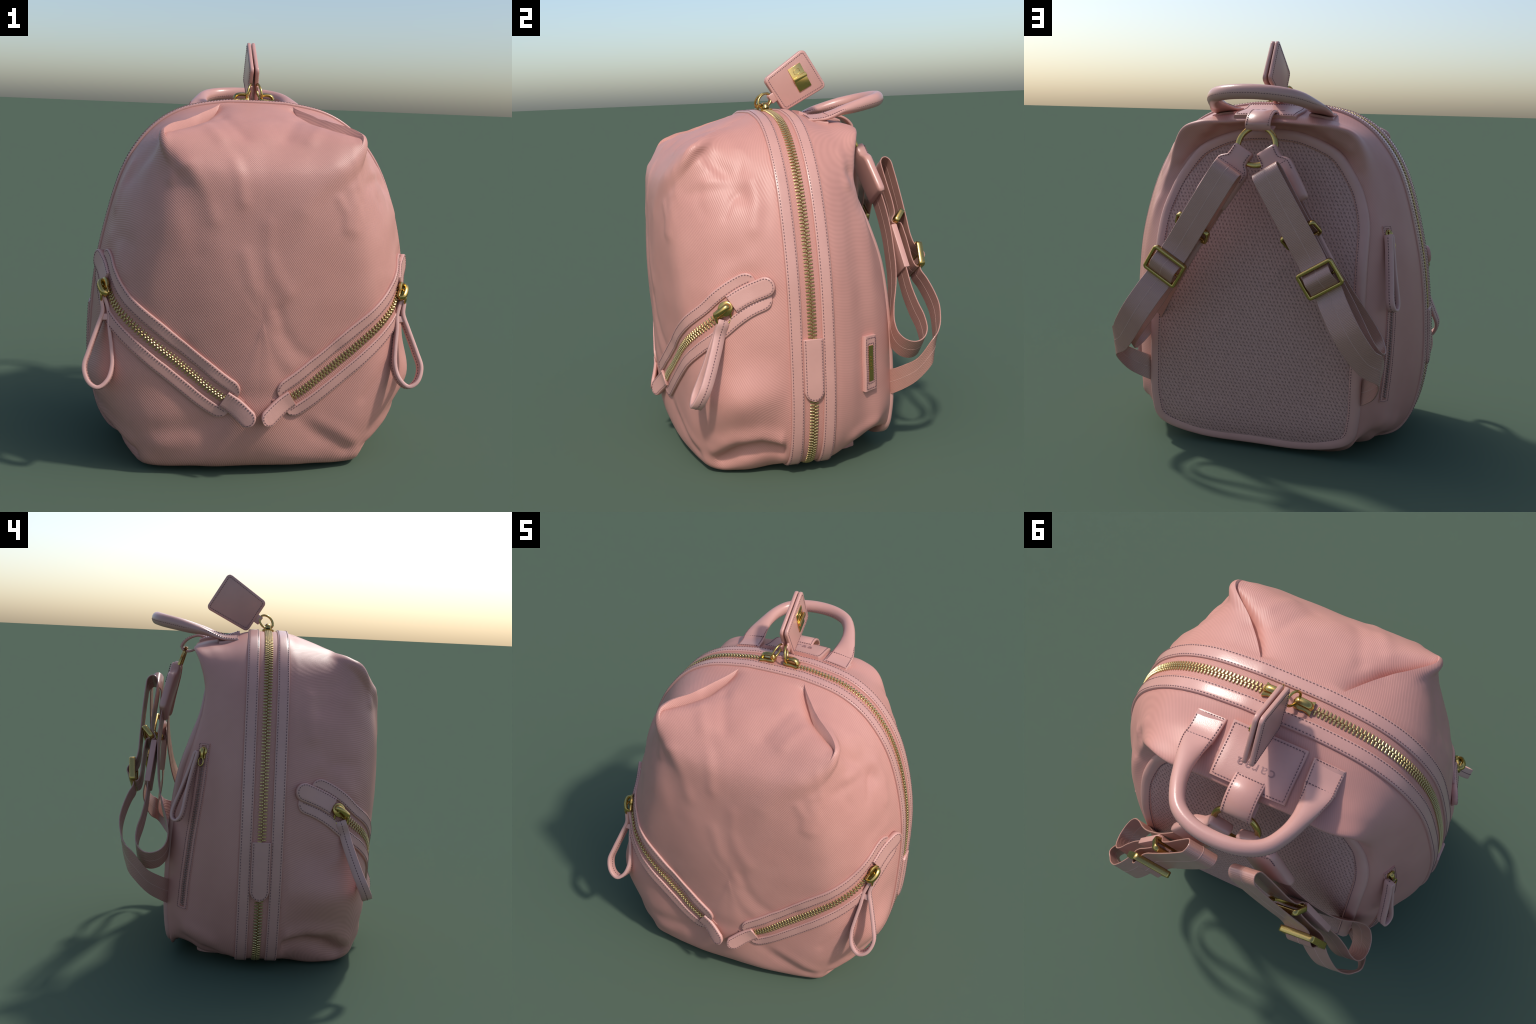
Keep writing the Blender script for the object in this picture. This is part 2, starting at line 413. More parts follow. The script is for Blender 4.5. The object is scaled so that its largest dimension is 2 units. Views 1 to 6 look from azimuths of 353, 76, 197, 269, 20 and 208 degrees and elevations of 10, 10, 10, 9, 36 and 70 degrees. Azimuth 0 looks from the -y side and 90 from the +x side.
def body_piece(name, lo, hi, mat):
    i0 = int(np.searchsorted(sring, lo - 1e-6)); i1 = int(np.searchsorted(sring, hi - 1e-6))
    fs = []
    for a in range(i0, i1):
        for b in range(nt):
            c = (b + 1) % nt
            q = [(a - i0) * nt + b, (a - i0) * nt + c, (a + 1 - i0) * nt + c, (a + 1 - i0) * nt + b]
            if flip > 0: q = q[::-1]
            fs.append(tuple(q))
    vs = G[i0:i1 + 1].reshape(-1, 3)
    me = bpy.data.meshes.new(name); me.from_pydata([tuple(v) for v in vs], [], fs)
    bm = bmesh.new(); bm.from_mesh(me)
    bmesh.ops.remove_doubles(bm, verts=bm.verts, dist=1e-6)
    bmesh.ops.recalc_face_normals(bm, faces=bm.faces)
    c = bm.faces[:][len(bm.faces) // 2]
    if (V(*c.calc_center_median()) - cen) @ V(*c.normal) < 0: bmesh.ops.reverse_faces(bm, faces=bm.faces)
    for f in bm.faces: f.smooth = True
    bm.to_mesh(me); bm.free(); me.materials.append(MT[mat])
    return link(bpy.data.objects.new(name, me), root)

body_piece('back_pad', 0, R_PAD, 'mesh')
body_piece('back_body', R_PAD, R_B0, 'twill')
body_piece('zipper_gusset', R_B0, R_B1, 'tape')
body_piece('front_body', R_B1, len(RINGS) - 1, 'twill')

def near(p):
    q, n, i, d = bvh.find_nearest(Vector(p)); return V(*q), V(*n)

# ------------------------------------------------------------------ surface paths and trims
class Path:
    """A curve lying on the bag, with outward normals N and lateral directions L."""
    def __init__(s, pts, n=200, closed=False, project=True, lift=0, nrm=None):
        P, s.len = resample(pts, n, closed)
        N = np.zeros_like(P)
        for i in range(n):
            q, nn = near(P[i]); N[i] = nn
            if project: P[i] = q
        if nrm is not None: N[:] = nrm
        w = max(2, n // 40)
        for _ in range(6):
            if closed: N = (np.roll(N, w, 0) + N + np.roll(N, -w, 0))
            else:
                E = np.concatenate([np.repeat(N[:1], w, 0), N, np.repeat(N[-1:], w, 0)])
                N = E[:-2*w] + E[w:-w] + E[2*w:]
            N /= np.linalg.norm(N, axis=1, keepdims=True)
        if closed: T = np.roll(P, -1, 0) - np.roll(P, 1, 0)
        else: T = np.gradient(P, axis=0)
        T /= np.linalg.norm(T, axis=1, keepdims=True)
        L = np.cross(N, T); L /= np.linalg.norm(L, axis=1, keepdims=True)
        s.P, s.N, s.T, s.L, s.n, s.closed, s.project = P, N, T, L, n, closed, project
        s.base = lift; s.liftf = None
    def frame(s, d):
        x = (d / s.len) * (s.n if s.closed else s.n - 1)
        if s.closed: i = int(math.floor(x)) % s.n; j = (i + 1) % s.n
        else:
            i = min(max(int(math.floor(x)), 0), s.n - 2); j = i + 1
        f = x - math.floor(x) if s.closed else x - i
        g = lambda A: A[i] * (1 - f) + A[j] * f
        return g(s.P), unit(g(s.N)), unit(g(s.T)), unit(g(s.L))
    def at(s, d, o, h):
        P, N, T, L = s.frame(d)
        p = P + L * o
        if s.project:
            q, n = near(p); p = q
        return p + N * (h + s.base + (s.liftf(d) if s.liftf else 0))

def strip(acc, path, s0, s1, fin, fout, h, ns_=60, nl=4, e=.004, depth=.006):
    closed = path.closed and s1 is None
    S = np.linspace(0, path.len, ns_ + 1)[:-1] if closed else None
    if not closed:
        # denser at the ends so that rounded corners stay round
        u = np.linspace(0, 1, ns_); S = s0 + (s1 - s0) * (.5 - .5 * np.cos(math.pi * u)) * .6 + (s1 - s0) * u * .4
    rows = []
    for d in S:
        a, b = fin(d), fout(d)
        if b - a < 1e-4: m = (a + b) / 2; a, b = m - 5e-5, m + 5e-5
        ee = min(e, (b - a) / 3)
        offs = [(a, -depth), (a, h * .5), (a + ee * .3, h * .85), (a + ee, h)]
        offs += [(a + ee + (b - a - 2 * ee) * q / nl, h) for q in range(1, nl)]
        offs += [(b - ee, h), (b - ee * .3, h * .85), (b, h * .5), (b, -depth)]
        rows.append([path.at(d, o, hh) for o, hh in offs])
    k = len(rows[0]); vs = [v for r in rows for v in r]; fs = []
    n = len(rows)
    for i in range(n if closed else n - 1):
        j = (i + 1) % n
        for q in range(k):
            r = (q + 1) % k
            fs.append((i * k + q, i * k + r, j * k + r, j * k + q))
    if not closed:
        fs.append(tuple(range(k))[::-1]); fs.append(tuple((n - 1) * k + q for q in range(k)))
    acc.add(vs, fs)

STITCH = Acc()
def stitch_pts(P, N, pitch=.0138, ln=.0082, w=.0020, h=.0017):
    P = np.asarray(P); N = np.asarray(N)
    d = np.concatenate([[0], np.cumsum(np.linalg.norm(np.diff(P, axis=0), axis=1))])
    c = pitch / 2
    while c < d[-1]:
        def g(q, A): return V(*[np.interp(q, d, A[:, a]) for a in range(3)])
        a, b = g(c - ln / 2, P), g(c + ln / 2, P); n = unit(g(c, N)); t = unit(b - a); l = np.cross(n, t)
        vs = []
        for e, k in ((a, .6), (a + t * ln * .25, 1.), (b - t * ln * .25, 1.), (b, .6)):
            vs += [e - l * w * k - n * .003, e - l * w * k * .8 + n * h * k, e + l * w * k * .8 + n * h * k, e + l * w * k - n * .003]
        fs = [(3, 2, 1, 0), (12, 13, 14, 15)]
        for r in range(3):
            for q in range(4):
                fs.append((r*4 + q, r*4 + (q+1) % 4, r*4 + 4 + (q+1) % 4, r*4 + 4 + q))
        STITCH.add(vs, fs)
        c += pitch
def stitch_path(path, s0, s1, off, h, pitch=.0138, **kw):
    n = max(6, int(abs(s1 - s0) / .012)); S = np.linspace(s0, s1, n)
    f = off if callable(off) else (lambda d: off)
    stitch_pts([path.at(d, f(d), h) for d in S], [path.frame(d)[1] for d in S], pitch, **kw)
def stitch_outline(path, so, h, pitch=.0138, **kw):
    """so: list of (s, o) way-points"""
    P = []; N = []
    for (a, b), (c, d) in zip(so[:-1], so[1:]):
        m = max(2, int(math.hypot(c - a, d - b) / .008))
        for q in range(m):
            f = q / m; s_, o_ = a + (c - a) * f, b + (d - b) * f
            P.append(path.at(s_, o_, h)); N.append(path.frame(s_)[1])
    P.append(path.at(so[-1][0], so[-1][1], h)); N.append(path.frame(so[-1][0])[1])
    stitch_pts(P, N, pitch, **kw)

# rounded tooth template
def box_template(sx, sy, sz, bev, seg=1):
    bm = bmesh.new(); bmesh.ops.create_cube(bm, size=1)
    for v in bm.verts: v.co = Vector((v.co.x * sx, v.co.y * sy, v.co.z * sz))
    if bev: bmesh.ops.bevel(bm, geom=bm.edges[:], offset=bev, segments=seg, affect='EDGES', profile=.6)
    bm.verts.index_update()
    vs = np.array([v.co[:] for v in bm.verts]); fs = [tuple(v.index for v in f.verts) for f in bm.faces]
    bm.free(); return vs, fs
TOOTH = box_template(1, 1, 1, .22)
def disc_template(n=28):
    vs = []; fs = []
    for r, z in ((.44, -.5), (.5, -.3), (.5, .3), (.44, .5)):
        vs += [(r * math.cos(2*math.pi*i/n), r * math.sin(2*math.pi*i/n), z) for i in range(n)]
    for k in range(3):
        for i in range(n): fs.append((k*n + i, k*n + (i+1) % n, (k+1)*n + (i+1) % n, (k+1)*n + i))
    fs += [tuple(range(n))[::-1], tuple(3*n + i for i in range(n))]
    return np.array(vs), fs
DISC = disc_template()
def put_box(acc, tmpl, c, ax, size):
    vs, fs = tmpl; A = np.stack(ax)
    acc.add(list(c + (vs * V(*size)) @ A), fs)
def teeth(acc, path, s0, s1, pitch=.0160, half=.0210, h=.012):
    n = int((s1 - s0) / (pitch / 2))
    for i in range(n):
        d = s0 + (i + .5) * pitch / 2; sd = 1 if i % 2 else -1
        P, N, T, L = path.frame(d)
        put_box(acc, TOOTH, P + N * h * .42 + L * sd * half * .55, (T, L, N), (pitch * .52, half * .9, h * .8))
        put_box(acc, TOOTH, P + N * h * .55 + L * sd * half * .22, (T, L, N), (pitch * .66, half * .46, h))

# ---------- main zip around the bag
loop = [(x, -.04, z) for x, z in BX] + [(-x, -.04, z) for x, z in BX[-2:0:-1]]
MAIN = Path(loop, 560, True)
trim = Acc()
for a, b in ((.046, .106), (-.106, -.046)):
    strip(trim, MAIN, 0, None, lambda d, a=a: a, lambda d, b=b: b, .011, 420, 4, .004)
    for o in (a + .008, b - .008):
        P = [MAIN.at(d, o, .0113) for d in np.linspace(0, MAIN.len, 400)]
        stitch_pts(P, [MAIN.frame(d % MAIN.len)[1] for d in np.linspace(0, MAIN.len - 1e-6, 400)], .0145)
trim.obj('leather_piping', 'leather2')
tape = Acc()
strip(tape, MAIN, 0, None, lambda d: -.048, lambda d: .048, .003, 420, 6)
tape.obj('zip_tape', 'tape')
tz = Acc(); teeth(tz, MAIN, .10, MAIN.len - .10)
tz.obj('zip_teeth', 'teeth', smooth=False, stuff=True)

# side tabs over the zip
def dist_at(path, p):
    return np.argmin(np.linalg.norm(path.P - V(*p), axis=1)) / (path.n if path.closed else path.n - 1) * path.len
def round_end(r, d0, d1, start=True, end=True):
    def f(d):
        k = 1.0
        if start and d - d0 < r: k = min(k, math.sqrt(max(0, 1 - (1 - (d - d0) / r) ** 2)))
        if end and d1 - d < r: k = min(k, math.sqrt(max(0, 1 - (1 - (d1 - d) / r) ** 2)))
        return k
    return f
for m in (1, -1):
    a = dist_at(MAIN, (m * .79, -.04, .695)); b = dist_at(MAIN, (m * .785, -.04, .412))
    lo, hi = min(a, b), max(a, b)
    rf = round_end(.047, lo, hi, m == -1, m == 1)
    tab = Acc()
    strip(tab, MAIN, lo, hi, lambda d: -.047 * rf(d), lambda d: .047 * rf(d), .022, 60, 5, .007)
    tab.obj('zip_end_tab', 'leather')
    top, bot = (lo, hi) if m == 1 else (hi, lo); q = m
    so = [(top, -.038), (bot - q * .047, -.038)] + [(bot - q * .047 + q * .038 * math.sin(t), -.038 * math.cos(t)) for t in np.linspace(0, math.pi, 14)[1:-1]] + [(bot - q * .047, .038), (top, .038)]
    stitch_outline(MAIN, so, .0225)

# ---------- slanted pocket zips
PK = [(.022, -.70, .284), (.10, -.66, .353), (.183, -.63, .412), (.244, -.61, .458), (.32, -.595, .516), (.397, -.575, .578), (.475, -.555, .645), (.558, -.52, .715), (.633, -.455, .787), (.68, -.40, .852), (.716, -.33, .906), (.762, -.20, .963)]
def zip_slider(parent, P, N, T, L, size=1.0, ring_dir=None, name='zip_slider'):
    """brass slider body with arched bridge"""
    acc = Acc(); k = size
    put_box(acc, DISC, P + N * .018 * k - T * .006 * k, (T, L, N), (.062 * k, .058 * k, .013 * k))
    put_box(acc, box_template(1, 1, 1, .12, 2), P + N * .016 * k + T * .03 * k, (T, L, N), (.034 * k, .036 * k, .011 * k))
    # bridge arch along T
    C = [P + T * x * k + N * z * k for x, z in ((-.026, .018), (-.022, .034), (-.004, .041), (.022, .040), (.040, .033), (.044, .020))]
    tube(acc, resample(C, 18)[0], .0085 * k, 8, flat=(L, 1.5))
    return acc.obj(name, 'gold', parent, angle=50)

def tube(acc, C, r, nseg=8, closed=False, flat=None):
    C = np.asarray(C); n = len(C)
    T = (np.roll(C, -1, 0) - np.roll(C, 1, 0)) if closed else np.gradient(C, axis=0)
    T /= np.linalg.norm(T, axis=1, keepdims=True)
    up = flat[0] if flat else (V(0, 0, 1) if abs(T[0][2]) < .9 else V(1, 0, 0))
    k = flat[1] if flat else 1.0
    vs = []; fs = []
    A = unit(np.cross(np.cross(T[0], up), T[0]))
    for i in range(n):
        A = unit(A - T[i] * (A @ T[i])); B = np.cross(T[i], A)
        rr = r[i] if hasattr(r, '__len__') else r
        for q in range(nseg):
            a = 2 * math.pi * q / nseg
            vs.append(C[i] + A * math.cos(a) * rr * k + B * math.sin(a) * rr)
    for i in range(n if closed else n - 1):
        j = (i + 1) % n
        for q in range(nseg):
            fs.append((i*nseg + q, i*nseg + (q+1) % nseg, j*nseg + (q+1) % nseg, j*nseg + q))
    if not closed: fs += [tuple(range(nseg))[::-1], tuple((n-1)*nseg + q for q in range(nseg))]
    acc.add(vs, fs)

def ribbon(acc, C, W, half, thick, closed=False, e=.0025):
    """solid strap: centre line C, width directions W"""
    C = np.asarray(C); W = np.asarray(W); n = len(C)
    T = (np.roll(C, -1, 0) - np.roll(C, 1, 0)) if closed else np.gradient(C, axis=0)
    T /= np.linalg.norm(T, axis=1, keepdims=True)
    vs = []
    hv = half if hasattr(half, '__len__') else [half] * n
    for i in range(n):
        w = unit(W[i]); nn = unit(np.cross(T[i], w)); h = hv[i]; t = thick / 2; ee = min(e, t * .8)
        for a, b in ((-h, -t + ee), (-h + ee, -t), (0, -t), (h - ee, -t), (h, -t + ee), (h, t - ee), (h - ee, t), (0, t), (-h + ee, t), (-h, t - ee)):
            vs.append(C[i] + w * a + nn * b)
    k = 10; fs = []
    for i in range(n if closed else n - 1):
        j = (i + 1) % n
        for q in range(k): fs.append((i*k + q, i*k + (q+1) % k, j*k + (q+1) % k, j*k + q))
    if not closed: fs += [tuple(range(k))[::-1], tuple((n-1)*k + q for q in range(k))]
    acc.add(vs, fs)
    return T

def ring_wire(acc, C, X, Y, a, b, r, n=28, seg=8):
    C = V(*C)
    tube(acc, [C + X * a * math.cos(t) + Y * b * math.sin(t) for t in np.linspace(0, 2*math.pi, n + 1)[:-1]], r, seg, True)

def pull_loop(parent, top, pts, wdir, width, thick, knot=.1):
    """teardrop leather pull: pts closed outline of the strap centre line"""
    n = 90
    C, ln = resample(pts, n, True)
    acc = Acc(); W = np.repeat(wdir[None], n, 0)
    T = ribbon(acc, C, W, width / 2, thick, True)
    ob = acc.obj('pull_strap', 'edge', parent, angle=50)
    for sgn in (1, -1):
        N = np.array([unit(np.cross(T[i], wdir)) * sgn for i in range(n)])
        stitch_pts(C + N * (thick / 2 + .0003), N, .0135, .0082)
    return ob

for m in (1, -1):
    grp = empty('pocket_zip')
    pts = [(p[0] * m, p[1], p[2]) for p in PK]
    if m == -1: pts = pts[::-1]
    path = Path(pts, 160); Ltot = path.len
    D = (lambda d: d) if m == 1 else (lambda d: Ltot - d)       # distance measured from the low tip
    def span(a, b): return (min(D(a), D(b)), max(D(a), D(b)))
    # which lateral side is up?
    P, N, T, L = path.frame(Ltot * .5); up = 1 if L[2] > 0 else -1
    acc = Acc(); Wd = .056; i0 = .042
    tp = Acc(); s0, s1 = span(.10, Ltot - .06)
    strip(tp, path, s0, s1, lambda d: -.046, lambda d: .046, .003, 70, 6); tp.obj('pocket_zip_tape', 'tape', grp)
    for side, a, b in ((1, .135, Ltot - .075), (-1, .125, Ltot - .035)):
        s0, s1 = span(a, b); rf = round_end(.052, s0, s1)
        o = up * side
        if o > 0: strip(acc, path, s0, s1, lambda d: i0, lambda d: i0 + .006 + (Wd - .006) * rf(d), .011, 90, 4, .003)
        else: strip(acc, path, s0, s1, lambda d: -(i0 + .006 + (Wd - .006) * rf(d)), lambda d: -i0, .011, 90, 4, .003)
        stitch_path(path, s0 + .02, s1 - .02, o * (i0 + .008), .0113)
        r2 = round_end(.046, s0 + .008, s1 - .008)
        stitch_path(path, s0 + .010, s1 - .010, lambda d: o * (i0 + .012 + (Wd - .021) * r2(d)), .0113)
    acc.obj('pocket_trim', 'leather', grp)
    tz = Acc(); s0, s1 = span(.16, Ltot - .24); teeth(tz, path, s0, s1, .0165, .0205)
    tz.obj('pocket_zip_teeth', 'teeth', grp, smooth=False, stuff=True)
    for a, b, re, hw in ((0.0, .180, 0, .042), (Ltot - .215, Ltot, 1, .046)):
        s0, s1 = span(a, b); atstart = (re == 0) == (m == 1)
        rf = round_end(hw, s0, s1, atstart, not atstart)
        if re == 0: path.liftf = lambda d: .030 * max(0, 1 - D(d) / .15) ** 1.5
        else: path.liftf = lambda d: .012 * max(0, 1 - (Ltot - D(d)) / .12) ** 1.5
        tb = Acc(); strip(tb, path, s0, s1, lambda d: -hw * rf(d), lambda d: hw * rf(d), .019, 50, 5, .004, -.004 if re == 0 else .008)
        tb.obj('pocket_zip_tab', 'leather', grp)
        q = -1 if atstart else 1; tip = s0 if atstart else s1; far = s1 if atstart else s0; w = hw - .009
        so = [(far, -w), (tip - q * hw, -w)] + [(tip - q * hw + q * w * math.sin(t), -w * math.cos(t)) for t in np.linspace(0, math.pi, 12)[1:-1]] + [(tip - q * hw, w), (far, w)]
        stitch_outline(path, so, .0193); path.liftf = None
    # slider, wire ring and pull loop
    d = D(Ltot - .255); P, N, T, L = path.frame(d)
    Tdown = T * (-1 if m == 1 else 1)
    zip_slider(grp, P, N, Tdown, L, 1.15)
    mm = V(m, 1, 1)
    hd = unit(V(.0, -.36, -.93)); wd = unit(V(.10 * m, -.85, .40)); wd = unit(wd - hd * (wd @ hd))
    wr = Acc(); rc = V(.706, -.425, .815) * mm
    ring_wire(wr, rc, hd, wd, .036, .034, .0055)
    wr.obj('pull_wire', 'gold', grp)
    LP = [(.694, -.425, .795), (.672, -.445, .735), (.668, -.470, .67), (.657, -.500, .584), (.652, -.53, .512), (.668, -.56, .454), (.710, -.575, .420),
          (.755, -.567, .444), (.776, -.54, .503), (.758, -.51, .569), (.722, -.47, .67), (.700, -.447, .735), (.706, -.43, .785)]
    wd = unit(V(.10 * m, -.85, .40)); hd = unit(V(0, -.36, -.93))
    wd = unit(wd - hd * (wd @ hd))
    pull_loop(grp, rc, [V(*p) * mm for p in LP], wd, .052, .017)
    kn = Acc(); put_box(kn, box_template(1, 1, 1, .15, 2), V(.686, -.452, .712) * mm, (V(1, 0, 0), wd, hd), (.040, .046, .030))
    kn.obj('pull_knot', 'edge', grp, angle=50)

# ---------- back pad rim
rim = resample([(x, panel_y(z), z) for x, z in PANEL] + [(-x, panel_y(z), z) for x, z in PANEL[-2:0:-1]], 260, True)[0]
acc = Acc(); vs = []; fs = []
T = np.roll(rim, -1, 0) - np.roll(rim, 1, 0); T /= np.linalg.norm(T, axis=1, keepdims=True)
for i in range(len(rim)):
    n = unit(V(0, 1, 0) - T[i] * T[i][1]); inn = np.cross(T[i], n)
    if inn @ (V(0, rim[i][1], .8) - rim[i]) < 0: inn = -inn
    for a, b in ((-.011, -.03), (-.013, .002), (-.010, .010), (-.003, .015), (.012, .017), (.034, .0165), (.043, .013), (.046, -.02)):
        vs.append(rim[i] + inn * a + n * b)
k = 8
for i in range(len(rim)):
    j = (i + 1) % len(rim)
    for q in range(k): fs.append((i*k + q, i*k + (q+1) % k, j*k + (q+1) % k, j*k + q))
mesh_obj('back_pad_rim', vs, fs, 'leather')
sp = []; sn = []
for i in range(len(rim)):
    n = unit(V(0, 1, 0) - T[i] * T[i][1]); inn = np.cross(T[i], n)
    if inn @ (V(0, rim[i][1], .8) - rim[i]) < 0: inn = -inn
    sp.append(rim[i] + inn * .036 + n * .0166); sn.append(n)
stitch_pts(sp, sn, .0135)

# ---------- base plate
bp = resample([(.443, -.16, 0), (.443, 0, 0), (.443, .19, 0), (.43, .245, 0), (.38, .27, 0), (0, .272, 0), (-.38, .27, 0), (-.43, .245, 0), (-.443, .19, 0), (-.443, 0, 0), (-.443, -.16, 0), (-.43, -.215, 0), (-.38, -.24, 0), (0, -.242, 0), (.38, -.24, 0), (.43, -.215, 0)], 120, True)[0]
vs = []; fs = []
for z, k in ((.0, .99), (.006, 1.0), (.026, 1.0), (.032, .985)):
    vs += [V(p[0] * k, p[1] * k, z) for p in bp]
n = len(bp)
for r in range(3):
    for i in range(n): fs.append((r*n + i, r*n + (i+1) % n, (r+1)*n + (i+1) % n, (r+1)*n + i))
fs += [tuple(range(n))[::-1], tuple(3*n + i for i in range(n))]
mesh_obj('base_plate', vs, fs, 'leather', angle=40)

# ---------- top label with lettering, strap keeper, ring
lab = Path([(0, .108, 1.67), (0, .2, 1.655), (0, .27, 1.645), (0, .331, 1.636)], 40, nrm=V(0, .13, .99))
acc = Acc(); strip(acc, lab, 0, lab.len, lambda d: -.156, lambda d: .156, .016, 16, 8, .006)
acc.obj('label_patch', 'leather', angle=60)
e = .010
stitch_outline(lab, [(e, -.145), (lab.len - e, -.145), (lab.len - e, .145), (e, .145), (e, -.145)], .0165, .0125)
def text_obj(name, txt, size, M, mat, parent=None, extrude=.0012, sx=1.0):
    cu = bpy.data.curves.new(name, 'FONT'); cu.body = txt; cu.size = size; cu.extrude = extrude; cu.align_x = 'CENTER'; cu.align_y = 'CENTER'
    cu.space_character = 1.18
    tmp = bpy.data.objects.new('tmp', cu); bpy.context.scene.collection.objects.link(tmp)
    dg = bpy.context.evaluated_depsgraph_get(); me = bpy.data.meshes.new_from_object(tmp.evaluated_get(dg))
    bpy.data.objects.remove(tmp); me.name = name
    me.transform(M @ Matrix.Scale(sx, 4, (1, 0, 0)))
    me.materials.clear(); me.materials.append(MT[mat])
    return link(bpy.data.objects.new(name, me), parent)
def basis(o, x, y, z):
    return Matrix(((x[0], y[0], z[0], o[0]), (x[1], y[1], z[1], o[1]), (x[2], y[2], z[2], o[2]), (0, 0, 0, 1)))
P, N, T, L = lab.frame(lab.len * .62)
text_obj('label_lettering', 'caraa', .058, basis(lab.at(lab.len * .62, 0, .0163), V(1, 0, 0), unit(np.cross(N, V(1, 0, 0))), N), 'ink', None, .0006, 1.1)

KP, _ = resample([(.285, 1.655), (.335, 1.664), (.375, 1.655), (.41, 1.632), (.428, 1.603), (.415, 1.580), (.385, 1.577), (.345, 1.592)], 40)
acc = Acc(); ribbon(acc, [V(0, a, b) for a, b in KP], np.repeat(V(1, 0, 0)[None], 40, 0), .062, .012)
acc.obj('ring_keeper', 'leather2', angle=50)
Tk = np.gradient(np.array([V(0, a, b) for a, b in KP]), axis=0)
Nk = np.array([unit(np.cross(V(1, 0, 0), t)) for t in Tk]);
if Nk[2][2] < 0: Nk = -Nk
for x in (-.053, .053):
    stitch_pts(np.array([V(x, a, b) for a, b in KP])[:26] + Nk[:26] * .0063, Nk[:26], .0125)
stitch_pts([V(x, .292, 1.6565) + V(0, .02, .982) * .0075 for x in np.linspace(-.05, .05, 10)], [V(0, .1, .99)] * 10, .0125)

RC = V(0, .436, 1.502); RY = unit(V(0, -.040, .12)); RZ = np.cross(V(1, 0, 0), RY)
vs = []; fs = []; n = 64
for i in range(n):
    a = 2 * math.pi * i / n; rd = V(1, 0, 0) * math.cos(a) + RY * math.sin(a)
    for rr, zz in ((.081, -.006), (.083, -.009), (.102, -.009), (.105, -.006), (.105, .006), (.102, .009), (.083, .009), (.081, .006)):
        vs.append(RC + rd * rr + RZ * zz)
for i in range(n):
    j = (i + 1) % n
    for q in range(8): fs.append((i*8 + q, i*8 + (q+1) % 8, j*8 + (q+1) % 8, j*8 + q))
mesh_obj('metal_ring', vs, fs, 'gold', angle=60)

# ---------- carry handle
HC = [(.243, .118, 1.662, .066, .007), (.246, .20, 1.664, .062, .008), (.249, .235, 1.671, .060, .012), (.246, .30, 1.690, .047, .022), (.236, .37, 1.705, .036, .029), (.214, .445, 1.722, .031, .033),
      (.172, .515, 1.736, .030, .034), (.10, .556, 1.746, .029, .034), (0, .57, 1.750, .029, .034)]
HC = [V(*h) for h in HC]; HC = HC + [h * V(-1, 1, 1, 1, 1) for h in HC[-2::-1]]
Hs, _ = resample(HC, 110)
C = Hs[:, :3]; T = np.gradient(C, axis=0); T /= np.linalg.norm(T, axis=1, keepdims=True)
vs = []; fs = []; k = 20; seam = [[], []]
for i in range(len(C)):
    tl = np.interp(b, [.008, .022], [.17, 0]) * np.sign(C[i][0]); w = unit(np.cross(T[i], V(tl, -.12, 1))); u = np.cross(w, T[i]); a, b = Hs[i, 3], Hs[i, 4]
    pw = np.interp(b, [.007, .02], [.35, 1.0])
    for q in range(k):
        t = 2 * math.pi * q / k
        cx, sx = math.cos(t), math.sin(t)
        vs.append(C[i] + w * a * math.copysign(abs(cx) ** pw, cx) + u * b * math.copysign(abs(sx) ** pw, sx))
    # stitched seams along both lower edges
    for j, sg in ((0, 1), (1, -1)):
        t = math.radians(18)
        kk = np.interp(b, [.008, .02], [.86, .93])
        seam[j].append((C[i] + w * a * sg * kk * 1.0 + u * b * np.interp(b, [.008, .02, .031], [1.02, .42, -.25]), unit(u + w * sg * np.interp(b, [.008, .027], [0, 1.2]))))
n = len(C)
for i in range(n - 1):
    for q in range(k): fs.append((i*k + q, i*k + (q+1) % k, (i+1)*k + (q+1) % k, (i+1)*k + q))
fs += [tuple(range(k))[::-1], tuple((n-1)*k + q for q in range(k))]
mesh_obj('carry_handle', vs, fs, 'leather2', angle=70)
for j in (0, 1):
    stitch_pts([p for p, _ in seam[j]][2:-2], [q for _, q in seam[j]][2:-2], .0125)
for m in (1, -1):
    for yy, zz in ((.124, 1.6705), (.222, 1.679)):
        stitch_pts([V(m * .245 + x, yy, zz - .17 * m * x) for x in np.linspace(-.055, .055, 12)], [V(0, 0, 1)] * 12, .0125)
    # underlay leaf that sews the handle to the bag
    acc = Acc(); pth = Path([(m * .245, .125, 1.66), (m * .247, .17, 1.65), (m * .25, .222, 1.635)], 24, nrm=V(m * .12, .1, .98))
    strip(acc, pth, 0, pth.len, lambda d: -.060, lambda d: .060, .010, 12, 4, .004)
    acc.obj('handle_anchor', 'leather', angle=60)

# ---------- shoulder straps (mirror pair), described in the strap plane
P0 = V(.15, .563, 1.433); SD = unit(V(.522, 0, -.853)); SW = unit(V(.853, 0, .522))
def sp_(s, y, k=0.0): return V(*(P0 + SD * s - SW * k)) * V(1, 0, 1) + V(0, y, 0)
A_LINE = [(.12, .492), (.191, .506), (.295, .514), (.401, .514), (.504, .506), (.60, .495), (.69, .475), (.80, .440), (.88, .426), (.935, .436), (.972, .47),
          (.984, .515), (.970, .555), (.93, .582), (.86, .584), (.79, .567), (.70, .553), (.61, .549), (.50, .542), (.40, .535)]
B_LINE = [(.991, .587), (.938, .640), (.88, .664), (.80, .674), (.733, .662), (.67, .642), (.625, .622), (.60, .624), (.575, .643), (.545, .661), (.515, .650), (.485, .622), (.44, .612),
          (.345, .611), (.237, .610), (.149, .608), (.06, .604), (.015, .600), (-.003, .590), (-.012, .575), (-.008, .559), (.012, .545), (.07, .545), (.145, .550), (.255, .557),
          (.315, .552), (.338, .535), (.358, .531), (.366, .545), (.363, .572), (.42, .583), (.50, .588), (.56, .590), (.60, .600), (.607, .612), (.585, .628), (.55, .632)]
HW = .0675
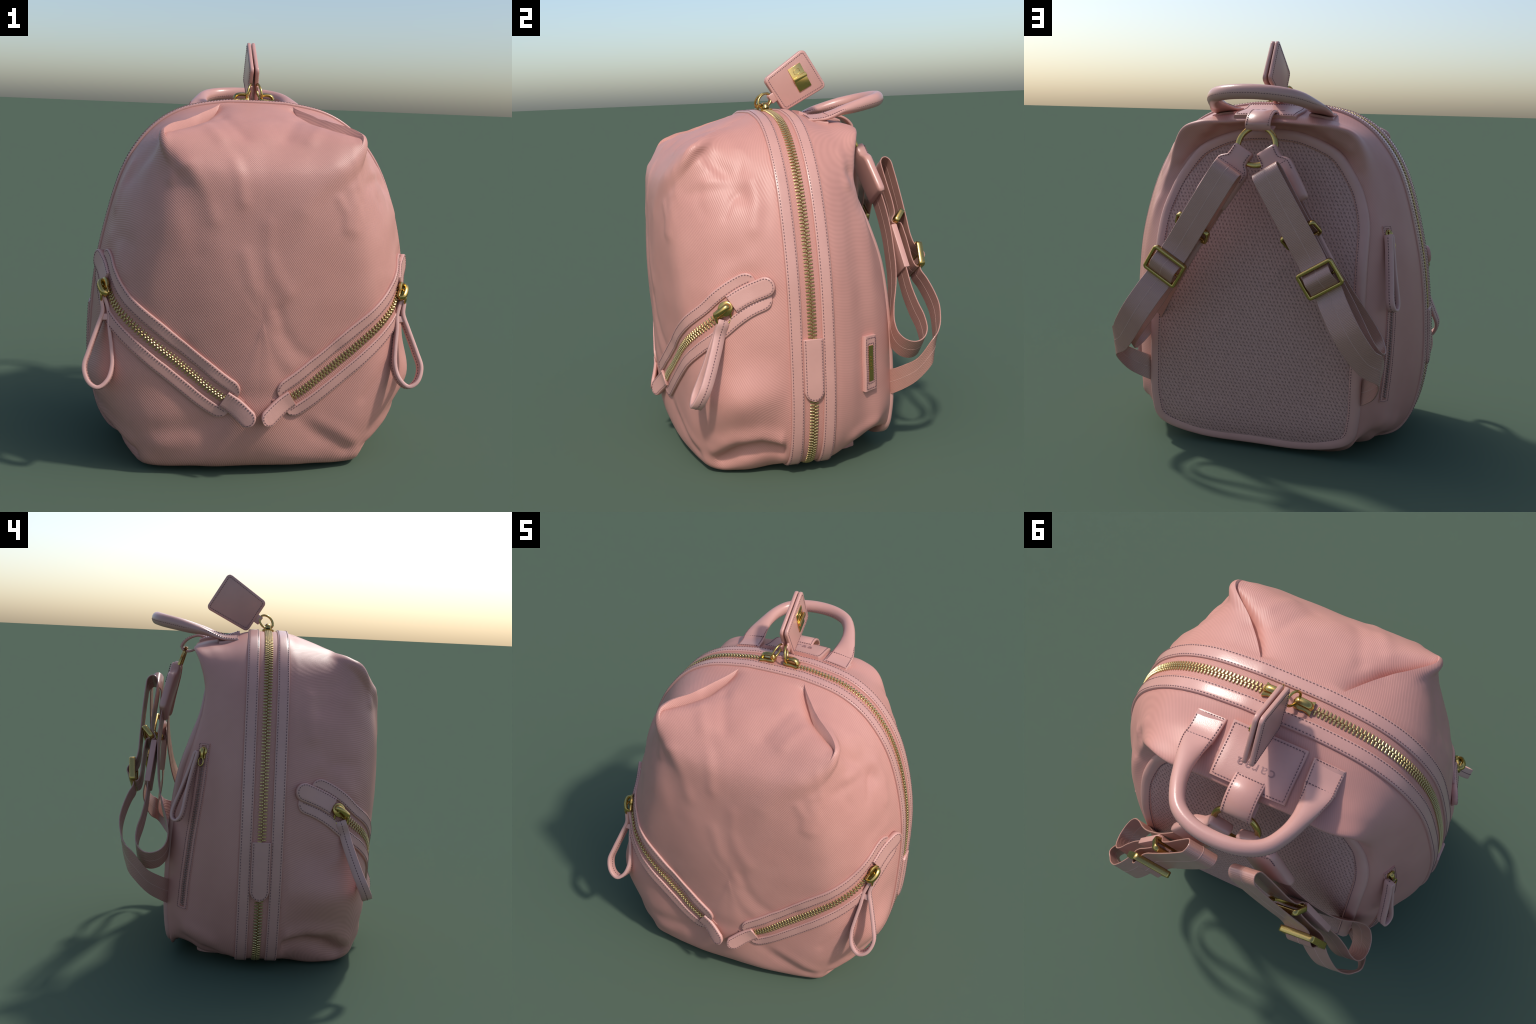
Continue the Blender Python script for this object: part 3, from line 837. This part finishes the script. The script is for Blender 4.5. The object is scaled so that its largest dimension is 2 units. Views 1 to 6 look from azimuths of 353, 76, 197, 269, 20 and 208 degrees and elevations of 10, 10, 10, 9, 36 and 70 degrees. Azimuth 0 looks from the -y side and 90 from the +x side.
def width_dir(s, twist): return unit(SW * math.cos(twist) - SD * math.sin(twist))
for m in (1, -1):
    mm = V(m, 1, 1); grp = empty('shoulder_strap')
    def build(line, twists, name, extra=None, line_th=True):
        q = [list(sp_(s, y)) + list(width_dir(s, t)) for (s, y), t in zip(line, twists)]
        if extra: q = extra + q
        D_, _ = resample(q, max(80, 7 * len(q)))
        W = D_[:, 3:] / np.linalg.norm(D_[:, 3:], axis=1, keepdims=True)
        C = D_[:, :3] - W * HW
        C = C * mm; W = W * mm
        acc = Acc(); Tn = ribbon(acc, C, W, HW, .006, False, .0015); acc.obj(name, 'web', grp, angle=40)
        N = np.array([unit(np.cross(t, w)) for t, w in zip(Tn, W)])
        ln = Acc()
        for sg in (1, -1):
            ribbon(ln, C + N * sg * .0030, W, .0014, .0012)
        ln.obj('webbing_centre_line', 'webline', grp)
    tw = [math.radians(float(np.interp(s, [.55, .98], [0, 20]))) for s, y in A_LINE]
    build(A_LINE, tw, 'lower_webbing')
    twb = [math.radians(float(np.interp(s, [.70, .85, .94, .991], [0, 8, 28, 52]))) if i < 5 else 0.0 for i, (s, y) in enumerate(B_LINE)]
    wv = lambda a: list(unit(V(*a)))
    extra = [[.515, .400, .418] + wv((.10, 0, 1.0)), [.555, .425, .432] + wv((.12, 0, 1.0)), [.61, .47, .465] + wv((.18, 0, 1.)), [.655, .52, .505] + wv((.25, 0, 1.))]
    build(B_LINE, twb, 'upper_webbing', extra)
    # leather cap on the ring
    vs = []; fs = []
    rows = [(-.100, .042, .014), (-.096, .050, .023), (-.085, .052, .026), (-.060, .051, .027), (-.035, .054, .026), (-.018, .074, .025), (-.004, .085, .024), (.02, .087, .023),
            (.08, .087, .022), (.14, .087, .022), (.175, .086, .021), (.190, .083, .017), (.194, .076, .008)]
    yc = lambda s: .452 + .19 * (s + .09)
    k = 16; kc = .053
    nrm = unit(V(0, .93, 0) + SD * -.22)
    for s, a, b in rows:
        for q in range(k):
            t = 2 * math.pi * q / k; cx, sx = math.cos(t), math.sin(t)
            vs.append((sp_(s, yc(s), kc) + SW * a * math.copysign(abs(cx) ** .25, cx) + nrm * b * math.copysign(abs(sx) ** .45, sx)) * mm)
    for i in range(len(rows) - 1):
        for q in range(k): fs.append((i*k + q, i*k + (q+1) % k, (i+1)*k + (q+1) % k, (i+1)*k + q))
    fs += [tuple(range(k))[::-1], tuple((len(rows)-1)*k + q for q in range(k))]
    mesh_obj('leather_cap', vs, fs, 'leather2', grp, angle=60)
    for sg in (1, -1):
        cp = [(sp_(s, yc(s), kc) + SW * sg * w + nrm * h) * mm for s, w, h in ((-.088, .042, .029), (-.06, .041, .030), (-.035, .043, .028), (-.016, .062, .0245), (.0, .074, .0225), (.05, .076, .0225))]
        stitch_pts(resample(cp, 30)[0], np.repeat((nrm * mm)[None], 30, 0), .0125)
    cp = [(sp_(.0, yc(.0), kc) + SW * w + nrm * .0225) * mm for w in np.linspace(-.07, .07, 14)]
    stitch_pts(cp, np.repeat((nrm * mm)[None], 14, 0), .0125)
    # leather sleeve at the strap end
    acc = Acc()
    a3 = unit(sp_(.60, .552) - sp_(.375, .535)); n3 = np.cross(a3, SW)
    put_box(acc, box_template(.235, .146, .030, .006, 2), (sp_(.488, .5435, HW)) * mm, (a3 * mm, SW * mm, n3 * mm), (1, 1, 1))
    acc.obj('strap_sleeve', 'leather', grp, angle=50)
    # adjuster frames
    def frame_obj(name, c, ax, ay, w, l, bar, dep, centre_bar):
        az = np.cross(ax, ay); acc = Acc(); n = 40; r = .018
        out = []
        for cx, cy, a0 in ((w/2 - r, l/2 - r, 0), (-w/2 + r, l/2 - r, 90), (-w/2 + r, -l/2 + r, 180), (w/2 - r, -l/2 + r, 270)):
            for t in np.linspace(a0, a0 + 90, 7): out.append((cx + r * math.cos(math.radians(t)), cy + r * math.sin(math.radians(t)), math.cos(math.radians(t)), math.sin(math.radians(t))))
        vs = []; fs = []; kk = 8; b_ = .003
        for x, y, nx, ny in out:
            for i_, z_ in ((0, -dep/2 + b_), (b_, -dep/2), (bar - b_, -dep/2), (bar, -dep/2 + b_), (bar, dep/2 - b_), (bar - b_, dep/2), (b_, dep/2), (0, dep/2 - b_)):
                vs.append((c + ax * (x - nx * i_) + ay * (y - ny * i_) + az * z_) * mm)
        n = len(out)
        for i in range(n):
            j = (i + 1) % n
            for q in range(kk): fs.append((i*kk + q, i*kk + (q+1) % kk, j*kk + (q+1) % kk, j*kk + q))
        acc.add(vs, fs)
        if centre_bar: tube(acc, [(c + ax * x) * mm for x in (-w/2 + .004, 0, w/2 - .004)], .006, 8)
        acc.obj(name, 'gold', grp, angle=50)
    ay = unit(sp_(.609, .622) - sp_(.477, .634))
    frame_obj('slide_buckle', sp_(.543, .632, HW), SW, ay, .188, .132, .016, .030, True)
    ay = unit(sp_(.362, .545) - sp_(.298, .596))
    frame_obj('strap_loop', sp_(.330, .570, HW), SW, ay, .186, .085, .013, .026, False)

# ---------- hang tag on the top zip
tagroot = empty('hang_tag')
TG = [(.186, 2.012), (.305, 1.816), (.073, 1.697), (-.028, 1.861)]        # (y,z) corners
def rounded_poly(pts, r, seg=7):
    out = []; n = len(pts)
    for i in range(n):
        p, a, b = V(*pts[i]), V(*pts[i - 1]), V(*pts[(i + 1) % n])
        u, w = unit(a - p), unit(b - p); ang = math.acos(np.clip(u @ w, -1, 1)); t = r / math.tan(ang / 2)
        c = p + unit(u + w) * r / math.sin(ang / 2)
        s, e_ = p + u * t - c, p + w * t - c
        for f in np.linspace(0, 1, seg):
            v = s * (1 - f) + e_ * f; out.append(c + unit(v) * r)
    return np.array(out)
def inset(poly, d):
    n = len(poly); c = poly.mean(0); out = []
    for i in range(n):
        t = unit(poly[(i + 1) % n] - poly[i - 1]); nn = V(-t[1], t[0])
        if nn @ (c - poly[i]) < 0: nn = -nn
        out.append(poly[i] + nn * d)
    return np.array(out)
outer = rounded_poly([(y + s0 * .0, z) for (y, z), s0 in zip(TG, (0, 0, 0, 0))], .024)
ctr = outer.mean(0)
def plate(name, poly, xf, th, mat, parent, bev=.004, angle=50):
    """xf(y,z) -> x of the mid plane"""
    n = len(poly); vs = []; fs = []
    for d, x in ((bev, -th/2), (bev*.3, -th/2 + bev*.3), (0, -th/2 + bev), (0, th/2 - bev), (bev*.3, th/2 - bev*.3), (bev, th/2)):
        pp = inset(poly, d)
        vs += [V(xf(*p) + x, p[0], p[1]) for p in pp]
    for r in range(5):
        for i in range(n): fs.append((r*n + i, r*n + (i+1) % n, (r+1)*n + (i+1) % n, (r+1)*n + i))
    fs += [tuple(range(n))[::-1], tuple(5*n + i for i in range(n))]
    return mesh_obj(name, vs, fs, mat, parent, angle=angle)
xs = [lambda y, z: -.010 - .02 * (1.87 - z) * .3, lambda y, z: .013 + .06 * max(0, 1.9 - z)]
for i, f in enumerate(xs):
    plate('tag_leaf', outer, f, .018, 'leather2', tagroot, .005)
    ip = inset(outer, .014); sg = (-1, 1)[i]
    ip = np.vstack([ip, ip[:1]])
    stitch_pts([V(f(*p) + sg * .0092, p[0], p[1]) for p in ip], [V(sg, 0, 0)] * len(ip), .0105, .0066)
    # neck of the leaf
    neck = rounded_poly([(.042, 1.812), (.066, 1.772), (.014, 1.738), (-.012, 1.778)], .004, 3)
    plate('tag_neck', neck, lambda y, z, f=f: f(y, z) , .012, 'leather2', tagroot, .003)
f = xs[1]
gp = rounded_poly([(.100, 1.913), (.170, 1.940), (.226, 1.826), (.152, 1.788)], .002, 2)
a_, b_ = V(.100, 1.913), V(.152, 1.788)
gp = rounded_poly([(.097, 1.905), (.163, 1.941), (.222, 1.826), (.156, 1.790)], .002, 2)
plate('turnlock_plate', gp, lambda y, z: f(y, z) + .011, .006, 'plate', tagroot, .001)
gu = unit(V(0, .066, .036)); gv = unit(V(0, .059, -.115)); gc = V(f(.16, 1.865) + .022, .1595, 1.8655)
acc = Acc()
put_box(acc, box_template(.078, .022, .014, .004, 2), gc, (gu, gv, V(1, 0, 0)), (1, 1, 1))
pass
acc.obj('turnlock_bar', 'plate', tagroot, angle=40)
acc = Acc()
vs = [gc - V(.0085, 0, 0) - gv * .033 + gu * math.cos(t) * .015 * (abs(math.cos(t)) + abs(math.sin(t))) + gv * math.sin(t) * .013 for t in np.linspace(0, 2*math.pi, 33)[:-1]]
tube(acc, vs, .0010, 6, True)
vs = [gc - V(.0085, 0, 0) + gv * .036 + gu * math.cos(t) * .017 + gv * math.sin(t) * .017 for t in np.linspace(0, 2*math.pi, 33)[:-1]]
tube(acc, vs, .0012, 6, True); acc.obj('turnlock_ring', 'gold', tagroot)
# twin sliders with wires up to the tag necks
for m in (1, -1):
    P, N, T, L = MAIN.frame((.058 if m == 1 else MAIN.len - .058)); out_ = V(m, 0, 0)
    out_ = unit(out_ - N * (out_ @ N)); lat = np.cross(N, out_)
    acc = Acc()
    prof = [(-.034, .020), (-.026, .024), (-.008, .026), (.008, .022), (.022, .024), (.038, .030), (.041, .030)]
    vs = []; fs = []
    for x, w in prof:
        for o, h in ((-w, .006), (-w, .016), (-w + .003, .019), (w - .003, .019), (w, .016), (w, .006)):
            vs.append(P + out_ * x + lat * o + N * h)
    for i in range(len(prof) - 1):
        for q in range(6): fs.append((i*6 + q, i*6 + (q+1) % 6, i*6 + 6 + (q+1) % 6, i*6 + 6 + q))
    fs += [tuple(range(6))[::-1], tuple((len(prof)-1)*6 + q for q in range(6))]
    acc.add(vs, fs)
    C = [P + out_ * x + N * z for x, z in ((-.030, .020), (-.024, .034), (0, .040), (.026, .036), (.036, .021))]
    tube(acc, resample(C, 16)[0], .009, 8, flat=(lat, 1.7))
    acc.obj('zip_slider', 'gold', None, angle=50)
    acc = Acc(); x0 = .010 if m == -1 else .024
    base = P - out_ * .026 + N * .030
    top = V((-.014 if m == -1 else .020), .004, 1.772)
    X = unit(top - base); cc = (base + top) / 2
    Yd = unit(np.cross(X, V(1, 0, 0)) + V(.0, 0, 0))
    ring_wire(acc, cc + V(0, -.012, .004), X, Yd, np.linalg.norm(top - base) / 2 + .012, .030, .0058)
    acc.obj('tag_wire', 'gold', tagroot)

# ---------- back pocket zip on the left flank
bz = Path([(-.62, .270, 1.150), (-.65, .282, .95), (-.66, .318, .65), (-.65, .352, .305)], 90); acc = Acc()
rec = Acc(); strip(rec, bz, .012, bz.len - .012, lambda d: -.018, lambda d: .018, .0025, 40, 4); rec.obj('back_zip_tape', 'tape', None)
for a, b in ((-.030, -.013), (.013, .030)): strip(acc, bz, 0, bz.len, lambda d, a=a: a, lambda d, b=b: b, .006, 50, 2, .003)
for a, b in ((0, .012), (bz.len - .012, bz.len)): strip(acc, bz, a, b, lambda d: -.024, lambda d: .024, .0065, 5, 3, .002)
acc.obj('back_zip_welt', 'twill', angle=60)
stitch_outline(bz, [(.004, -.027), (bz.len - .004, -.027), (bz.len - .004, .027), (.004, .027), (.004, -.027)], .0062, .010, ln=.007, w=.0012)
tz = Acc(); teeth(tz, bz, .07, bz.len - .015, .0125, .011, .007); tz.obj('back_zip_teeth', 'dull', None, smooth=False, stuff=True)
P, N, T, L = bz.frame(.045); zip_slider(None, P - N * .006, N, T, L, .72, name='back_zip_slider')
grp = empty('back_zip_pull')
acc = Acc(); ring_wire(acc, P + T * .05 + N * .022, T, L, .020, .014, .004); acc.obj('pull_wire', 'gold', grp)
top = V(-.622, .298, 1.085); end = V(-.672, .388, .765)
h = unit(end - top); side = unit(V(.35, .94, 0) - h * (V(.35, .94, 0) @ h)); wd = unit(np.cross(h, side))
ln = np.linalg.norm(end - top)
LP = [top + side * .006 - h * .01, top + h * .06 + side * .008, top + h * ln * .5 + side * .016, top + h * ln * .85 + side * .026, top + h * (ln * .97) + side * .017, top + h * ln,
      top + h * ln * .97 - side * .017, top + h * ln * .85 - side * .026, top + h * ln * .5 - side * .014, top + h * .06 - side * .008, top - side * .006 - h * .01]
pull_loop(grp, top, LP, wd, .044, .013)
acc = Acc(); put_box(acc, box_template(1, 1, 1, .15, 2), top + h * .055, (side, wd, h), (.028, .034, .022)); acc.obj('pull_knot', 'edge', grp, angle=50)

# ---------- side logo patch (right flank)
pp = Path([(.66, .248, .655), (.67, .249, .56), (.67, .250, .47), (.665, .251, .392)], 40)
acc = Acc(); strip(acc, pp, 0, pp.len, lambda d: -.040, lambda d: .040, .020, 24, 6, .006); acc.obj('side_patch', 'leather', angle=60)
for e, w in ((.010, .031), (.036, .020)):
    stitch_outline(pp, [(e, -w), (pp.len - e, -w), (pp.len - e, w), (e, w), (e, -w)], .0205, .0115)
acc = Acc(); strip(acc, pp, .046, pp.len - .046, lambda d: -.0155, lambda d: .0155, .0225, 12, 3, .001); acc.obj('side_patch_plate', 'plate', angle=40)
P, N, T, L = pp.frame(pp.len / 2)
text_obj('side_patch_lettering', 'caraa', .019, basis(pp.at(pp.len / 2, 0, .0228), -T, unit(np.cross(N, -T)), N), 'gold', None, .0006, 1.5)

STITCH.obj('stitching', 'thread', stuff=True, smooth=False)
